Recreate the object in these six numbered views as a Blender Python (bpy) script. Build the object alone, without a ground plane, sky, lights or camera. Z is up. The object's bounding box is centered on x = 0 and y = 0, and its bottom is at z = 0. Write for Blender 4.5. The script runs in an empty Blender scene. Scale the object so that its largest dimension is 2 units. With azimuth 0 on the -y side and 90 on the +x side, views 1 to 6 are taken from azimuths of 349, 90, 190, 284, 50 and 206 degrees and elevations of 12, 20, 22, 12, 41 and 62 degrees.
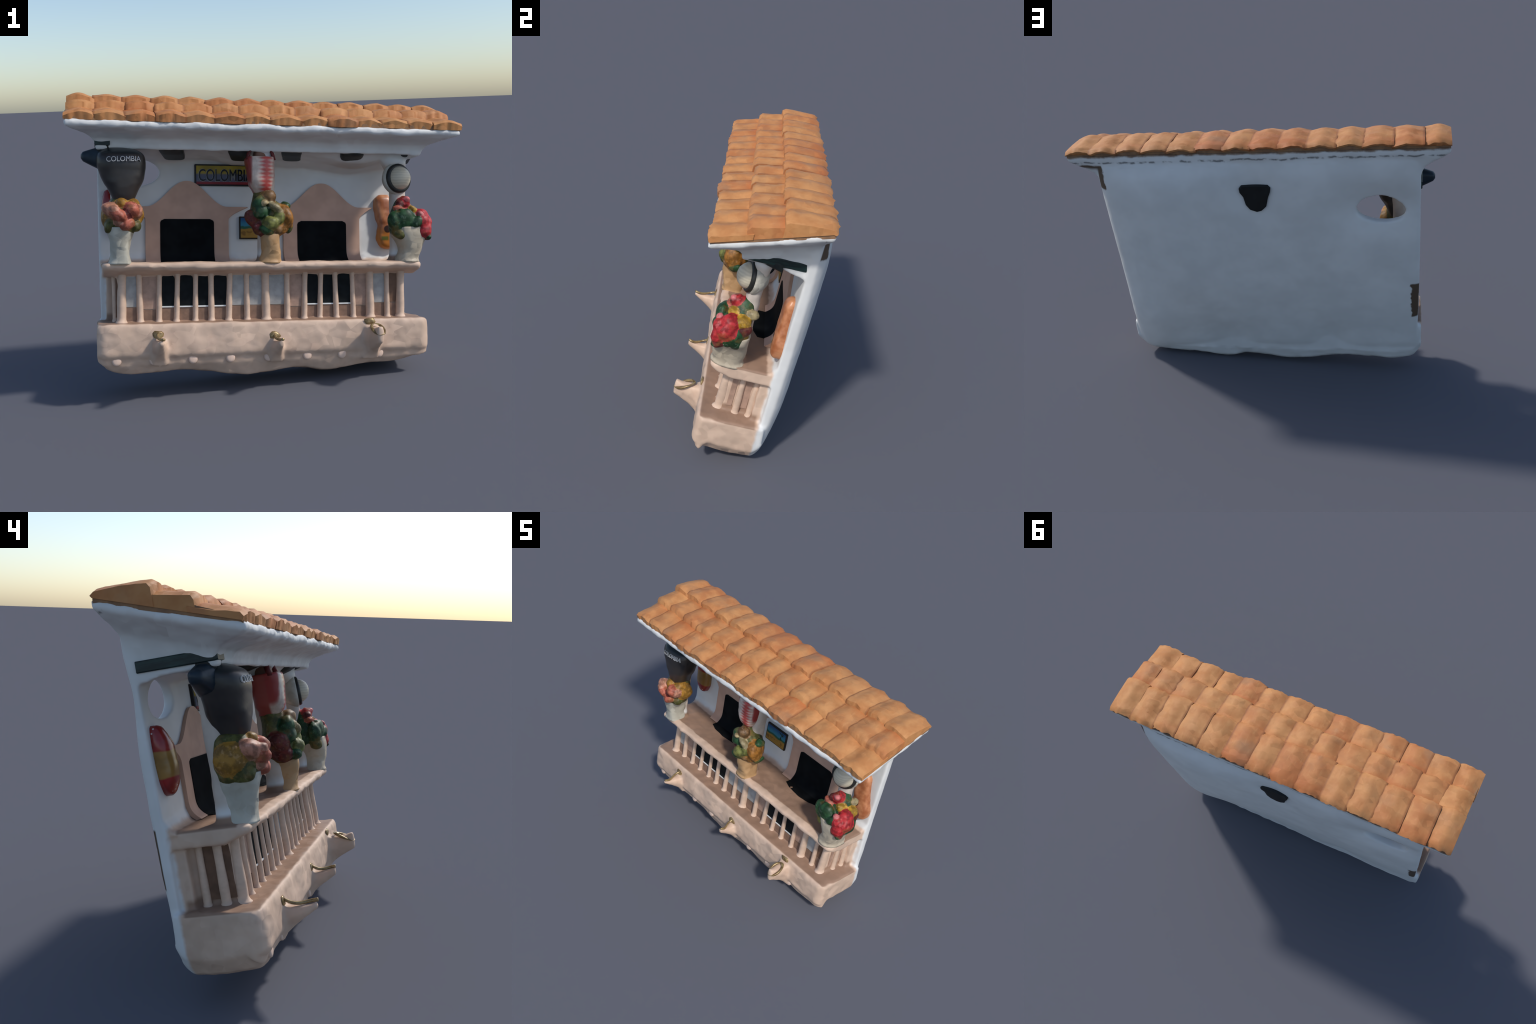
"""Ceramic wall plaque: a tiled-roof balcony facade with columns, flower pots,
hanging bags and key hooks.  Everything is laid out in the plaque's own frame:
x = along the facade, y = depth (towards the back +), z = height, and the whole
thing hangs under one Empty that leans back 12.5 deg and rolls 3.9 deg."""
import bpy, bmesh, math, random
import numpy as np
from mathutils import Vector, Euler, Matrix, noise

rng = random.Random(11)
COL = bpy.context.scene.collection

# --------------------------------------------------------------------------
# scene root
# --------------------------------------------------------------------------
root = bpy.data.objects.new("balcony_plaque", None)
COL.objects.link(root)
root.rotation_mode = 'XYZ'
root.rotation_euler = (math.radians(-12.5), math.radians(3.9), 0)
root["label"] = "painted ceramic balcony facade plaque with tiled roof and hooks"
root["category"] = "wall ornament"

# --------------------------------------------------------------------------
# node material helpers
# --------------------------------------------------------------------------
class Mat:
    def __init__(self, name, rough=0.6, spec=0.3, coat=0.0):
        self.m = bpy.data.materials.new(name)
        self.m.use_nodes = True
        self.nt = self.m.node_tree
        self.nt.nodes.clear()
        self.out = self.n('ShaderNodeOutputMaterial')
        self.b = self.n('ShaderNodeBsdfPrincipled')
        self.b.inputs['Roughness'].default_value = rough
        self.b.inputs['Specular IOR Level'].default_value = spec
        self.b.inputs['Coat Weight'].default_value = coat
        self.b.inputs['Coat Roughness'].default_value = 0.25
        self.l(self.b.outputs[0], self.out.inputs[0])
        tc = self.n('ShaderNodeTexCoord')
        self.co = tc.outputs['Object']
        sp = self.n('ShaderNodeSeparateXYZ')
        self.l(self.co, sp.inputs[0])
        self.x, self.y, self.z = sp.outputs

    def n(self, t, **kw):
        nd = self.nt.nodes.new(t)
        for k, v in kw.items():
            setattr(nd, k, v)
        return nd

    def l(self, a, b):
        self.nt.links.new(a, b)

    def put(self, sock, v):
        if isinstance(v, bpy.types.NodeSocket):
            self.l(v, sock)
        elif isinstance(v, (tuple, list)) and len(v) == 3 and sock.type == 'RGBA':
            sock.default_value = (*v, 1)
        else:
            sock.default_value = v

    def math(self, op, a, b=0.0, clamp=False):
        nd = self.n('ShaderNodeMath', operation=op, use_clamp=clamp)
        self.put(nd.inputs[0], a)
        self.put(nd.inputs[1], b)
        return nd.outputs[0]

    def ramp(self, v, lo, hi):
        """smooth 0..1 step of v between lo and hi (lo may exceed hi)"""
        nd = self.n('ShaderNodeMapRange', interpolation_type='SMOOTHSTEP')
        self.put(nd.inputs[0], v)
        nd.inputs[1].default_value = lo
        nd.inputs[2].default_value = hi
        return nd.outputs[0]

    def noise(self, scale, detail=3.0, rough=0.55, stretch=None):
        nd = self.n('ShaderNodeTexNoise')
        nd.inputs['Scale'].default_value = scale
        nd.inputs['Detail'].default_value = detail
        nd.inputs['Roughness'].default_value = rough
        if stretch:
            mp = self.n('ShaderNodeMapping')
            mp.inputs['Scale'].default_value = stretch
            self.l(self.co, mp.inputs[0])
            self.l(mp.outputs[0], nd.inputs['Vector'])
        else:
            self.l(self.co, nd.inputs['Vector'])
        return nd.outputs[0]

    def mix(self, f, a, b):
        nd = self.n('ShaderNodeMix', data_type='RGBA')
        self.put(nd.inputs[0], f)
        self.put(nd.inputs[6], a)
        self.put(nd.inputs[7], b)
        return nd.outputs[2]

    def AND(self, *v):
        r = v[0]
        for q in v[1:]:
            r = self.math('MULTIPLY', r, q)
        return r

    def box(self, sock, lo, hi, s=0.004):
        return self.AND(self.ramp(sock, lo - s, lo + s), self.ramp(sock, hi + s, hi - s))

    def tone(self, col, amount=0.12, scale=9.0):
        """mottle a colour: darker and lighter blotches of the same paint"""
        f = self.ramp(self.noise(scale), 0.3, 0.7)
        a = tuple(c * (1 - amount) for c in col)
        b = tuple(min(1, c * (1 + amount)) for c in col)
        return self.mix(f, a, b)

    def finish(self, colour, bump=0.0, bscale=60.0, bdist=0.004, facet=0.0, fscale=24.0):
        """facet: hand-cut clay, every little cell catches the light its own way"""
        self.put(self.b.inputs['Base Color'], colour)
        nrm = None
        if facet:
            geo = self.n('ShaderNodeNewGeometry')
            vo = self.n('ShaderNodeTexVoronoi'); vo.inputs['Scale'].default_value = fscale
            mp = self.n('ShaderNodeMapping'); mp.inputs['Scale'].default_value = (1.0, 1.6, 1.7); mp.inputs['Rotation'].default_value = (.2, .5, .1)
            self.l(self.co, mp.inputs[0]); self.l(mp.outputs[0], vo.inputs['Vector'])
            a = self.n('ShaderNodeVectorMath', operation='SUBTRACT'); self.l(vo.outputs['Color'], a.inputs[0]); a.inputs[1].default_value = (.5, .5, .5)
            b = self.n('ShaderNodeVectorMath', operation='SCALE'); self.l(a.outputs[0], b.inputs[0]); self.put(b.inputs['Scale'], facet)
            d = self.n('ShaderNodeVectorMath', operation='ADD'); self.l(b.outputs[0], d.inputs[0]); self.l(geo.outputs['Normal'], d.inputs[1])
            e = self.n('ShaderNodeVectorMath', operation='NORMALIZE'); self.l(d.outputs[0], e.inputs[0])
            nrm = e.outputs[0]
            self.l(nrm, self.b.inputs['Normal'])
        if bump:
            bp = self.n('ShaderNodeBump')
            bp.inputs['Strength'].default_value = bump
            bp.inputs['Distance'].default_value = bdist
            self.l(self.noise(bscale, 4.0), bp.inputs['Height'])
            if nrm: self.l(nrm, bp.inputs['Normal'])
            self.l(bp.outputs[0], self.b.inputs['Normal'])
        return self.m

def plain(name, col, rough=0.55, amount=0.12, scale=14.0, spec=0.3, coat=0.0, bump=0.15):
    m = Mat(name, rough, spec, coat)
    return m.finish(m.tone(col, amount, scale), bump)

WHITE = (0.645, 0.645, 0.632)  # darkened below the sunlit white, towards the back wall's shade
PINK = (0.575, 0.415, 0.312)
FLOOR = (0.285, 0.178, 0.122)

def body_material():
    m = Mat("glazed_plaster", 0.55, 0.3)
    wob = m.math('MULTIPLY', m.math('SUBTRACT', m.noise(14.0), 0.5), 0.03)
    zz = m.math('ADD', m.z, wob)
    yy = m.math('ADD', m.y, wob)
    white = m.tone(WHITE, 0.05, 5.0)
    pink = m.tone(PINK, 0.10, 7.0)
    pink = m.mix(m.math('MULTIPLY', m.ramp(m.noise(22.0), 0.5, 0.75), 0.35), pink, (0.50, 0.33, 0.25))
    floor = m.tone(FLOOR, 0.10, 8.0)
    # pink paint on plinth and balcony, white on wall and eaves
    low = m.ramp(zz, 0.625, 0.600)
    front = m.ramp(yy, 0.012, -0.006)
    c = m.mix(m.AND(low, front), white, pink)
    # balcony floor and the ledge of the plinth get a darker, browner pink
    flo = m.AND(m.ramp(m.z, 0.583, 0.590), m.ramp(m.z, 0.635, 0.612), m.ramp(yy, -0.262, -0.25), m.ramp(yy, -0.02, -0.035))
    led = m.AND(m.ramp(m.z, 0.283, 0.289), m.ramp(m.z, 0.345, 0.32), m.ramp(m.y, -0.295, -0.285), m.ramp(m.y, 0.0, -0.02))
    c = m.mix(m.math('MAXIMUM', flo, led), c, floor)
    # column shafts are a warm off-white
    sh = m.AND(m.ramp(m.z, 0.63, 0.68), m.ramp(m.z, 1.14, 1.10), m.ramp(m.y, -0.08, -0.11))
    c = m.mix(sh, c, m.tone((0.52, 0.45, 0.39), 0.1, 10))
    # bare brown clay where the glaze is chipped along the back edges
    wx = m.math('ADD', m.x, m.math('MULTIPLY', m.math('SUBTRACT', m.noise(18.0), 0.5), 0.05))
    ch1 = m.AND(m.ramp(wx, -0.892, -0.900), m.box(zz, 0.385, 0.615, 0.006), m.ramp(m.y, 0.043, 0.047))
    ch2 = m.AND(m.ramp(wx, 0.712, 0.720), m.box(zz, 1.235, 1.37, 0.006), m.ramp(m.y, 0.047, 0.053))
    c = m.mix(m.math('MAXIMUM', ch1, ch2), c, (0.10, 0.068, 0.045))
    clay = m.AND(m.ramp(zz, 1.412, 1.424), m.ramp(m.y, 0.040, 0.050))
    c = m.mix(clay, c, m.mix(m.ramp(m.noise(20.0), .4, .6), (0.23, 0.15, 0.095), (0.16, 0.095, 0.06)))
    # thin dark line where the back wall meets the roof
    seam = m.AND(m.box(zz, 1.383, 1.393, 0.004), m.ramp(m.y, 0.02, 0.03), m.ramp(m.noise(18.0), 0.4, 0.55))
    c = m.mix(m.math('MULTIPLY', seam, 0.8), c, (0.09, 0.09, 0.09))
    flat_back = m.ramp(m.y, 0.02, -0.01)
    return m.finish(c, 0.10, 40.0, facet=m.math('ADD', m.math('MULTIPLY', flat_back, 0.13), 0.02), fscale=15.0)

MAT_BODY = body_material()

def tile_material(joints=True):
    m = Mat("terracotta_glaze", 0.6, 0.2, 0.0)
    oi = m.n('ShaderNodeObjectInfo')
    a = m.mix(m.ramp(m.noise(11.0), 0.3, 0.7), (0.43, 0.185, 0.066), (0.52, 0.255, 0.100))
    b = m.mix(m.ramp(m.noise(11.0), 0.3, 0.7), (0.41, 0.150, 0.055), (0.47, 0.200, 0.075))
    b = m.mix(m.ramp(m.noise(6.0), 0.5, 0.7), b, (0.36, 0.175, 0.085))
    c = m.mix(oi.outputs['Random'], a, b)
    streak = m.ramp(m.noise(26.0, 3, 0.6, (2.2, 0.5, 0.6)), 0.52, 0.75)
    c = m.mix(m.math('MULTIPLY', streak, 0.35), c, (0.56, 0.29, 0.12))
    # glaze runs thin and browner in the joints, redder below the next course
    tc = m.n('ShaderNodeTexCoord'); sg = m.n('ShaderNodeSeparateXYZ'); m.l(tc.outputs['Generated'], sg.inputs[0])
    gx = m.math('ABSOLUTE', m.math('SUBTRACT', sg.outputs[0], 0.5))
    if joints:
        c = m.mix(m.math('MULTIPLY', m.ramp(gx, 0.40, 0.485), 0.75), c, (0.24, 0.09, 0.036))
    c = m.mix(m.math('MULTIPLY', m.ramp(sg.outputs[1], 0.58, 0.80), m.math('MULTIPLY', oi.outputs['Random'], 0.5)), c, (0.40, 0.115, 0.035))
    return m.finish(c, 0.2, 45.0, facet=0.20, fscale=20.0)

MAT_TILE = tile_material()
MAT_TILE_END = tile_material(False)

# --------------------------------------------------------------------------
# geometry helpers
# --------------------------------------------------------------------------
def add_obj(name, verts, faces, mat=None, parent=None, smooth=True):
    me = bpy.data.meshes.new(name)
    me.from_pydata([tuple(v) for v in verts], [], faces)
    me.validate()
    me.update()
    ob = bpy.data.objects.new(name, me)
    COL.objects.link(ob)
    ob.parent = parent or root
    if mat:
        me.materials.append(mat)
    if smooth:
        me.shade_smooth()
    return ob

def fix_normals(me):
    bm = bmesh.new(); bm.from_mesh(me)
    bmesh.ops.recalc_face_normals(bm, faces=bm.faces)
    bm.to_mesh(me); bm.free()

def loft(rings, closed_ends=True):
    """rings: list of equally long point loops -> verts, faces (capped)"""
    n = len(rings[0]); V = [p for r in rings for p in r]; F = []
    for i in range(len(rings) - 1):
        for j in range(n):
            k = (j + 1) % n
            F.append((i*n + j, i*n + k, (i+1)*n + k, (i+1)*n + j))
    if closed_ends:
        F.append(tuple(reversed(range(n))))
        F.append(tuple(range((len(rings)-1)*n, len(rings)*n)))
    return V, F

def spline(keys, t):
    """Catmull-Rom style smooth interpolation through (t, values...) keys"""
    if t <= keys[0][0]: return keys[0][1:]
    if t >= keys[-1][0]: return keys[-1][1:]
    for i in range(len(keys) - 1):
        if keys[i][0] <= t <= keys[i+1][0]:
            break
    p1, p2 = keys[i], keys[i+1]
    p0 = keys[max(i-1, 0)]; p3 = keys[min(i+2, len(keys)-1)]
    h = p2[0] - p1[0]; u = (t - p1[0]) / h
    out = []
    for k in range(1, len(p1)):
        m1 = (p2[k]-p0[k]) / max(p2[0]-p0[0], 1e-6) * h
        m2 = (p3[k]-p1[k]) / max(p3[0]-p1[0], 1e-6) * h
        out.append((2*u**3-3*u*u+1)*p1[k] + (u**3-2*u*u+u)*m1 + (-2*u**3+3*u*u)*p2[k] + (u**3-u*u)*m2)
    return tuple(out)

def turned(keys, rows=40, n=40, power=2.0, seed=0.0, amp=0.0, freq=18.0):
    """body whose horizontal sections are superellipses.
    keys: (height, left, right, front, back)"""
    z0, z1 = keys[0][0], keys[-1][0]
    rings = []
    for i in range(rows + 1):
        z = z0 + (z1 - z0) * i / rows
        l, r, f, b = spline(keys, z)
        cx, cy, rx, ry = (l+r)/2, (f+b)/2, (r-l)/2, (b-f)/2
        ring = []
        for j in range(n):
            t = 2*math.pi*j/n
            c, s = math.cos(t), math.sin(t)
            px = math.copysign(abs(c)**(2/power), c); py = math.copysign(abs(s)**(2/power), s)
            v = Vector((cx + rx*px, cy + ry*py, z))
            if amp:
                k = amp * noise.fractal(v*freq + Vector((seed, seed*2, 0)), 1.0, 2.0, 3)
                v += Vector((px, py, 0)) * k
            ring.append(v)
        rings.append(ring)
    return loft(rings)

def box(x0, x1, y0, y1, z0, z1):
    V = [(x, y, z) for z in (z0, z1) for y in (y0, y1) for x in (x0, x1)]
    F = [(0,2,3,1), (4,5,7,6), (0,1,5,4), (2,6,7,3), (0,4,6,2), (1,3,7,5)]
    return V, F

def blob(c, r, seed=0.0, amp=0.15, sub=3, rot=(0, 0, 0), freq=2.0):
    """noisy ellipsoid, centre c, radii r"""
    bm = bmesh.new()
    bmesh.ops.create_icosphere(bm, subdivisions=sub, radius=1.0)
    R = Euler(rot).to_matrix()
    for v in bm.verts:
        k = 1 + amp * noise.fractal(v.co*freq + Vector((seed*3.1, seed, seed*.7)), 1.0, 2.0, 3)
        v.co = Vector(c) + R @ Vector((v.co.x*r[0]*k, v.co.y*r[1]*k, v.co.z*r[2]*k))
    V = [v.co.copy() for v in bm.verts]; F = [tuple(q.index for q in f.verts) for f in bm.faces]
    bm.free()
    return V, F

def evaluated(ob):
    dg = bpy.context.evaluated_depsgraph_get()
    return bpy.data.meshes.new_from_object(ob.evaluated_get(dg))

# --------------------------------------------------------------------------
# plaster body : wall + plinth + balcony core + columns + eaves in one skin
# --------------------------------------------------------------------------
WALL_Y = 0.011
XL, XR = -0.950, 0.757          # wall ends
def eave_z(y):                  # underside edge of the roof slab
    return 1.243 + 0.325 * (y + 0.43)
def band_z(y):                  # border between white eave band and tiles
    return 1.270 + 0.335 * (y + 0.445)

def gauss(x, c, w): return math.exp(-((x-c)/w)**2)

BACK_A = [(-0.95, .010), (-0.80, .028), (-0.50, .040), (-0.10, .046), (0.20, .074), (0.40, .090), (0.60, .072), (0.70, .048), (0.76, .022)]
BACK_B = [(0.06, 0.0), (0.2, .10), (0.4, .48), (0.6, .85), (0.8, 1.0), (0.95, 1.0), (1.1, 1.0), (1.2, .95), (1.3, .72), (1.38, .22)]
def back_y(x, z):
    """back of the wall: pillowed, thickest at the upper right"""
    y = 0.048 + spline(BACK_A, x)[0]*spline(BACK_B, z)[0]
    y += 0.030 * gauss(z, 0.34, 0.22) * gauss(x, 0.62, 0.16)
    y -= 0.024 * gauss(x, -0.09, 0.12) * gauss(z, 1.22, 0.14)
    y -= 0.014 * (gauss(x, 0.17, 0.12) + gauss(x, -0.42, 0.1)) * gauss(z, 0.2, 0.12)
    y -= 0.045 * gauss(x, -0.74, 0.19) * gauss(z, 1.10, 0.12)
    if z < 0.20: y -= 0.035 * ((0.20 - z)/0.14)**2
    if x > XR-0.05: y -= 0.02*((x-XR+0.05)/0.05)**2
    if x < XL+0.03: y -= 0.012*((XL+0.03-x)/0.03)**2
    return y

BOTTOM = [(-0.94, .095), (-0.90, .048), (-0.78, .022), (-0.50, .038), (-0.20, .002), (0.09, .030),
          (0.23, .008), (0.43, .034), (0.62, .046), (0.72, .072), (0.77, .12)]
def wall_piece():
    nx, nz = 90, 70
    V, F = [], []
    def wx(u, z):
        l = spline([(0.05, -0.905), (0.2, -0.925), (0.7, -0.941), (1.3, -0.950), (1.42, -0.955)], z)[0]
        r = spline([(0.05, 0.74), (0.2, 0.757), (0.7, 0.752), (1.3, 0.760), (1.42, 0.762)], z)[0]
        return l + (r-l)*u
    for side in (0, 1):
        for j in range(nz+1):
            for i in range(nx+1):
                x = wx(i/nx, 0.4)
                zb = spline(BOTTOM, x)[0] + 0.050
                z = zb + (1.40-zb)*j/nz
                x = wx(i/nx, z)
                V.append((x, WALL_Y if side == 0 else back_y(x, z), z))
    N = (nx+1)*(nz+1)
    q = lambda s, i, j: s*N + j*(nx+1) + i
    for j in range(nz):
        for i in range(nx):
            F.append((q(0,i,j), q(0,i+1,j), q(0,i+1,j+1), q(0,i,j+1)))
            F.append((q(1,i,j), q(1,i,j+1), q(1,i+1,j+1), q(1,i+1,j)))
    for i in range(nx):
        F.append((q(0,i,0), q(1,i,0), q(1,i+1,0), q(0,i+1,0)))
        F.append((q(0,i,nz), q(0,i+1,nz), q(1,i+1,nz), q(1,i,nz)))
    for j in range(nz):
        F.append((q(0,0,j), q(0,0,j+1), q(1,0,j+1), q(1,0,j)))
        F.append((q(0,nx,j), q(1,nx,j), q(1,nx,j+1), q(0,nx,j+1)))
    return V, F

def plinth_piece():
    rings = []
    n = 80
    for i in range(n+1):
        x = -0.949 + (0.778+0.949)*i/n
        b = spline(BOTTOM, x)[0] + 0.003
        e = min(x+0.949, 0.778-x)          # distance to the nearer end
        k = 0.024*max(0, 1-e/0.05)**2      # rounded ends
        w = 0.006*noise.noise(Vector((x*9, 3.1, 0)))
        sec = [(-.296+k+w, .291-k*.6), (-.303+k+w, .27-k), (-.306+k+w, .21), (-.303+k, .145), (-.296+k, .128+k*.3),
               (-.284+k, .120+k*.5), (-.274+k, .088+k*.5), (-.240+k, b+.016+k), (-.16, b+.004+k), (-.06, b+.001+k),
               (.01, b+.008+k), (.036, b+.036+k), (.046, max(.11, b+.08)), (.036, .297), (-.15, .296)]
        rings.append([(x, y, z) for y, z in sec])
    return loft(rings)

def handrail_piece():
    rings = []
    n = 90
    for i in range(n+1):
        x = -0.922 + (0.745+0.922)*i/n
        e = min(x+0.922, 0.745-x)
        k = 0.022*max(0, 1-e/0.035)**2
        w = 0.007*noise.noise(Vector((x*11, 7.7, 0))); u = 0.006*noise.noise(Vector((x*14, 1.7, 4)))
        t = 0.593 + 0.004*noise.noise(Vector((x*8, 0, 9)))
        sec = [(-.270+k, t+.002), (-.299+k+w, t-.006-k*.3), (-.303+k+w, .568+u), (-.286+k, .553+u), (-.235, .540), (-.19, .526),
               (.03, .530), (.035, .595), (-.10, t+.004)]
        rings.append([(x, y, z) for y, z in sec])
    return loft(rings)

def eave_piece():
    """flaring cove: from the wall head out to the drip edge of the roof"""
    rings = []
    # (drop below the eave plane, outward growth 0..1)
    prof = [(-0.026, 0.95), (-0.022, 0.99), (-0.014, 1.0), (-0.002, 0.995), (0.006, 0.96), (0.012, 0.90), (0.023, 0.78), (0.038, 0.585), (0.056, 0.37),
            (0.078, 0.16), (0.105, 0.05), (0.135, 0.0)]
    n = 64
    for drop, g in prof:
        l = -0.948 - 0.144*g; r = 0.752 + 0.152*g
        f = -0.285 - 0.166*g; b = 0.040 + 0.022*g
        ring = []
        per = [(l, f), (r, f), (r, b), (l, b)]
        for s in range(4):
            p, q = per[s], per[(s+1) % 4]
            m = 60 if s % 2 == 0 else 18
            for j in range(m):
                t = j/m
                x = p[0]+(q[0]-p[0])*t; y = p[1]+(q[1]-p[1])*t
                z = eave_z(y) - drop*(1.0 if y < -.1 else 1.0)
                if g > 0.8:
                    z += 0.007*noise.noise(Vector((x*13, y*13, 2.2)))
                    y += 0.006*noise.noise(Vector((x*15, 5.5, y*9)))*(1 if s == 0 else 0)
                ring.append((x, y, z))
        rings.append(ring)
    return loft(rings)

def ceiling_piece():
    """soffit: drops from the front lintel to the wall head"""
    rings = []
    for i in range(61):
        x = -0.945 + (0.748+0.945)*i/60
        w = 0.012*noise.noise(Vector((x*7, 0.3, 8)))
        up = 0.034*gauss(x, -0.76, 0.14)
        w += 0.040*gauss(x, -0.42, 0.17) - 0.050*gauss(x, 0.42, 0.16)
        sec = [(-.290, 1.215), (-.262, 1.188+w*.4), (-.19, 1.165+w), (-.10, 1.152+w), (-.02, 1.128+up+w*.8), (.035, 1.12+up+w*.8),
               (.035, 1.37), (-.15, 1.31), (-.29, 1.26)]
        rings.append([(x, y, z) for y, z in sec])
    return loft(rings)

def shaft_piece(cx, cy, rx, ry, lean=0.0, head=1.4):
    keys = [(0.58, cx-rx*1.25, cx+rx*1.25, cy-ry*1.2, cy+ry*1.25),
            (0.64, cx-rx, cx+rx, cy-ry, cy+ry),
            (0.90, cx-rx*.92, cx+rx*.92, cy-ry, cy+ry),
            (1.06, cx-rx-lean*.2, cx+rx*1.05, cy-ry, cy+ry),
            (1.13, cx-rx*1.25-lean*.6, cx+rx*1.1, cy-ry*1.1, cy+ry*head),
            (1.20, cx-rx*1.8-lean, cx+rx*1.2, cy-ry*1.3, cy+ry*head*1.5)]
    return turned(keys, 30, 28, 2.6)

def fin_piece(x, w, tip_y, top, low):
    """wedge of clay that carries a hook: broad at the plinth, thin at the tip"""
    rings = []
    for i in range(13):
        t = i/12
        y = -0.285 + (tip_y + 0.285)*t
        zt = top - 0.012*math.sin(math.pi*t)
        zb = 0.075 + (low - 0.075)*t**0.65
        ww = w*(1.0 - 0.62*t) * (1 + 0.5*(1-t)**4)
        rings.append([(x - ww*.5, y, zt - .006), (x, y, zt), (x + ww*.5, y, zt-.006), (x + ww*.62, y, (zt+zb)/2),
                      (x + ww*.4, y, zb+.004), (x, y, zb), (x - ww*.4, y, zb+.004), (x - ww*.62, y, (zt+zb)/2)])
    return loft(rings)

HOOKS = [(-0.645, 0.060, -0.440, 0.222, 0.192), (-0.055, 0.056, -0.414, 0.205, 0.168), (0.455, 0.070, -0.438, 0.262, 0.175)]

def build_body():
    wall = add_obj("tmp_wall", *wall_piece())
    fix_normals(wall.data)
    # the round spy-hole through the wall at the left
    cut_v, cut_f = loft([[( -0.745 + 0.128*math.cos(t)*(1-.12*math.sin(t)), y, 1.082 + 0.076*math.sin(t) + 0.01*math.cos(t)) for t in
                          [2*math.pi*k/14 for k in range(14)]] for y in (-0.1, 0.15)])
    cut = add_obj("tmp_cut", cut_v, cut_f)
    fix_normals(cut.data)
    md = wall.modifiers.new("hole", 'BOOLEAN'); md.object = cut; md.operation = 'DIFFERENCE'; md.solver = 'EXACT'
    me = evaluated(wall)
    pieces = [([v.co.copy() for v in me.vertices], [tuple(p.vertices) for p in me.polygons])]
    bpy.data.objects.remove(wall); bpy.data.objects.remove(cut)
    pieces += [plinth_piece(), handrail_piece(), eave_piece(), ceiling_piece(),
               box(-0.852, 0.676, -0.194, 0.03, 0.28, 0.575),            # balcony core behind the balusters
               box(-0.900, 0.722, -0.040, 0.036, 0.28, 0.575),           # core beside the wall
               box(-0.945, -0.900, -0.292, 0.03, 1.150, 1.30),           # side lintels
               box(0.700, 0.742, -0.292, 0.03, 1.150, 1.30),
               shaft_piece(-0.838, -0.205, 0.046, 0.040),
               shaft_piece(-0.085, -0.215, 0.046, 0.050),
               shaft_piece(0.656, -0.182, 0.046, 0.036, 0.05, 1.5)]
    # fillets: balcony floor sweeps up into the wall
    fil = []
    for i in range(41):
        x = -0.93 + 1.67*i/40
        fil.append([(x, -.030, .585), (x, -.010, .600), (x, .000, .62), (x, .014, .65), (x, .03, .58)])
    pieces.append(loft(fil))
    for h in HOOKS:
        pieces.append(fin_piece(*h))
    V, F = [], []
    for pv, pf in pieces:
        o = len(V); V += [tuple(p) for p in pv]; F += [tuple(o+i for i in f) for f in pf]
    ob = add_obj("tmp_body", V, F)
    fix_normals(ob.data)
    md = ob.modifiers.new("skin", 'REMESH'); md.mode = 'VOXEL'; md.voxel_size = 0.0075
    me = evaluated(ob)
    bpy.data.objects.remove(ob)
    # melt the joints a little, then give the clay its hand-worked unevenness
    bm = bmesh.new(); bm.from_mesh(me)
    for _ in range(3):
        bmesh.ops.smooth_vert(bm, verts=bm.verts, factor=0.5, use_axis_x=True, use_axis_y=True, use_axis_z=True)
    bm.normal_update()
    for v in bm.verts:
        p = v.co
        rough = 0.0035
        if p.y > 0.01 and 0.12 < p.z < 1.36: rough = 0.0012          # flat back stays smooth
        elif p.z < 0.27: rough = 0.0038                              # plinth is lumpy
        k = noise.fractal(p*11, 1.0, 2.0, 2)
        cell = noise.voronoi(p*22)[0][0] - 0.35                      # facet-like chips
        v.co = p + v.normal*(rough*k + rough*0.7*cell)
    bm.normal_update()
    bm.verts.index_update(); bm.faces.index_update()
    normals = [v.normal.copy() for v in bm.verts]

    def region(c):
        if c.z > 1.150 + max(0, (c.y+.05)*.0) and not (c.y > 0.0 and c.z < 1.36): return "eave"
        if c.y > -0.008 and c.z > 0.10: return "wall"
        if c.z < 0.300: return "plinth"
        if c.z < 0.612: return "balcony"
        if c.y < -0.09:
            return "column_left" if c.x < -0.5 else ("column_mid" if c.x < 0.35 else "column_right")
        return "wall"
    groups = {}
    for f in bm.faces:
        groups.setdefault(region(f.calc_center_median()), []).append(f)
    for key, faces in groups.items():
        name = {"column_left": "column", "column_mid": "column", "column_right": "column"}.get(key, key)
        idx = {}; V = []; Fs = []; N = []
        for f in faces:
            t = []
            for v in f.verts:
                if v.index not in idx:
                    idx[v.index] = len(V); V.append(v.co.copy()); N.append(normals[v.index])
                t.append(idx[v.index])
            Fs.append(t)
        ob = add_obj(name, V, Fs, MAT_BODY)
        if len(ob.data.vertices) == len(N):
            ob.data.normals_split_custom_set_from_vertices([tuple(n) for n in N])
    bm.free()
build_body()

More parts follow.
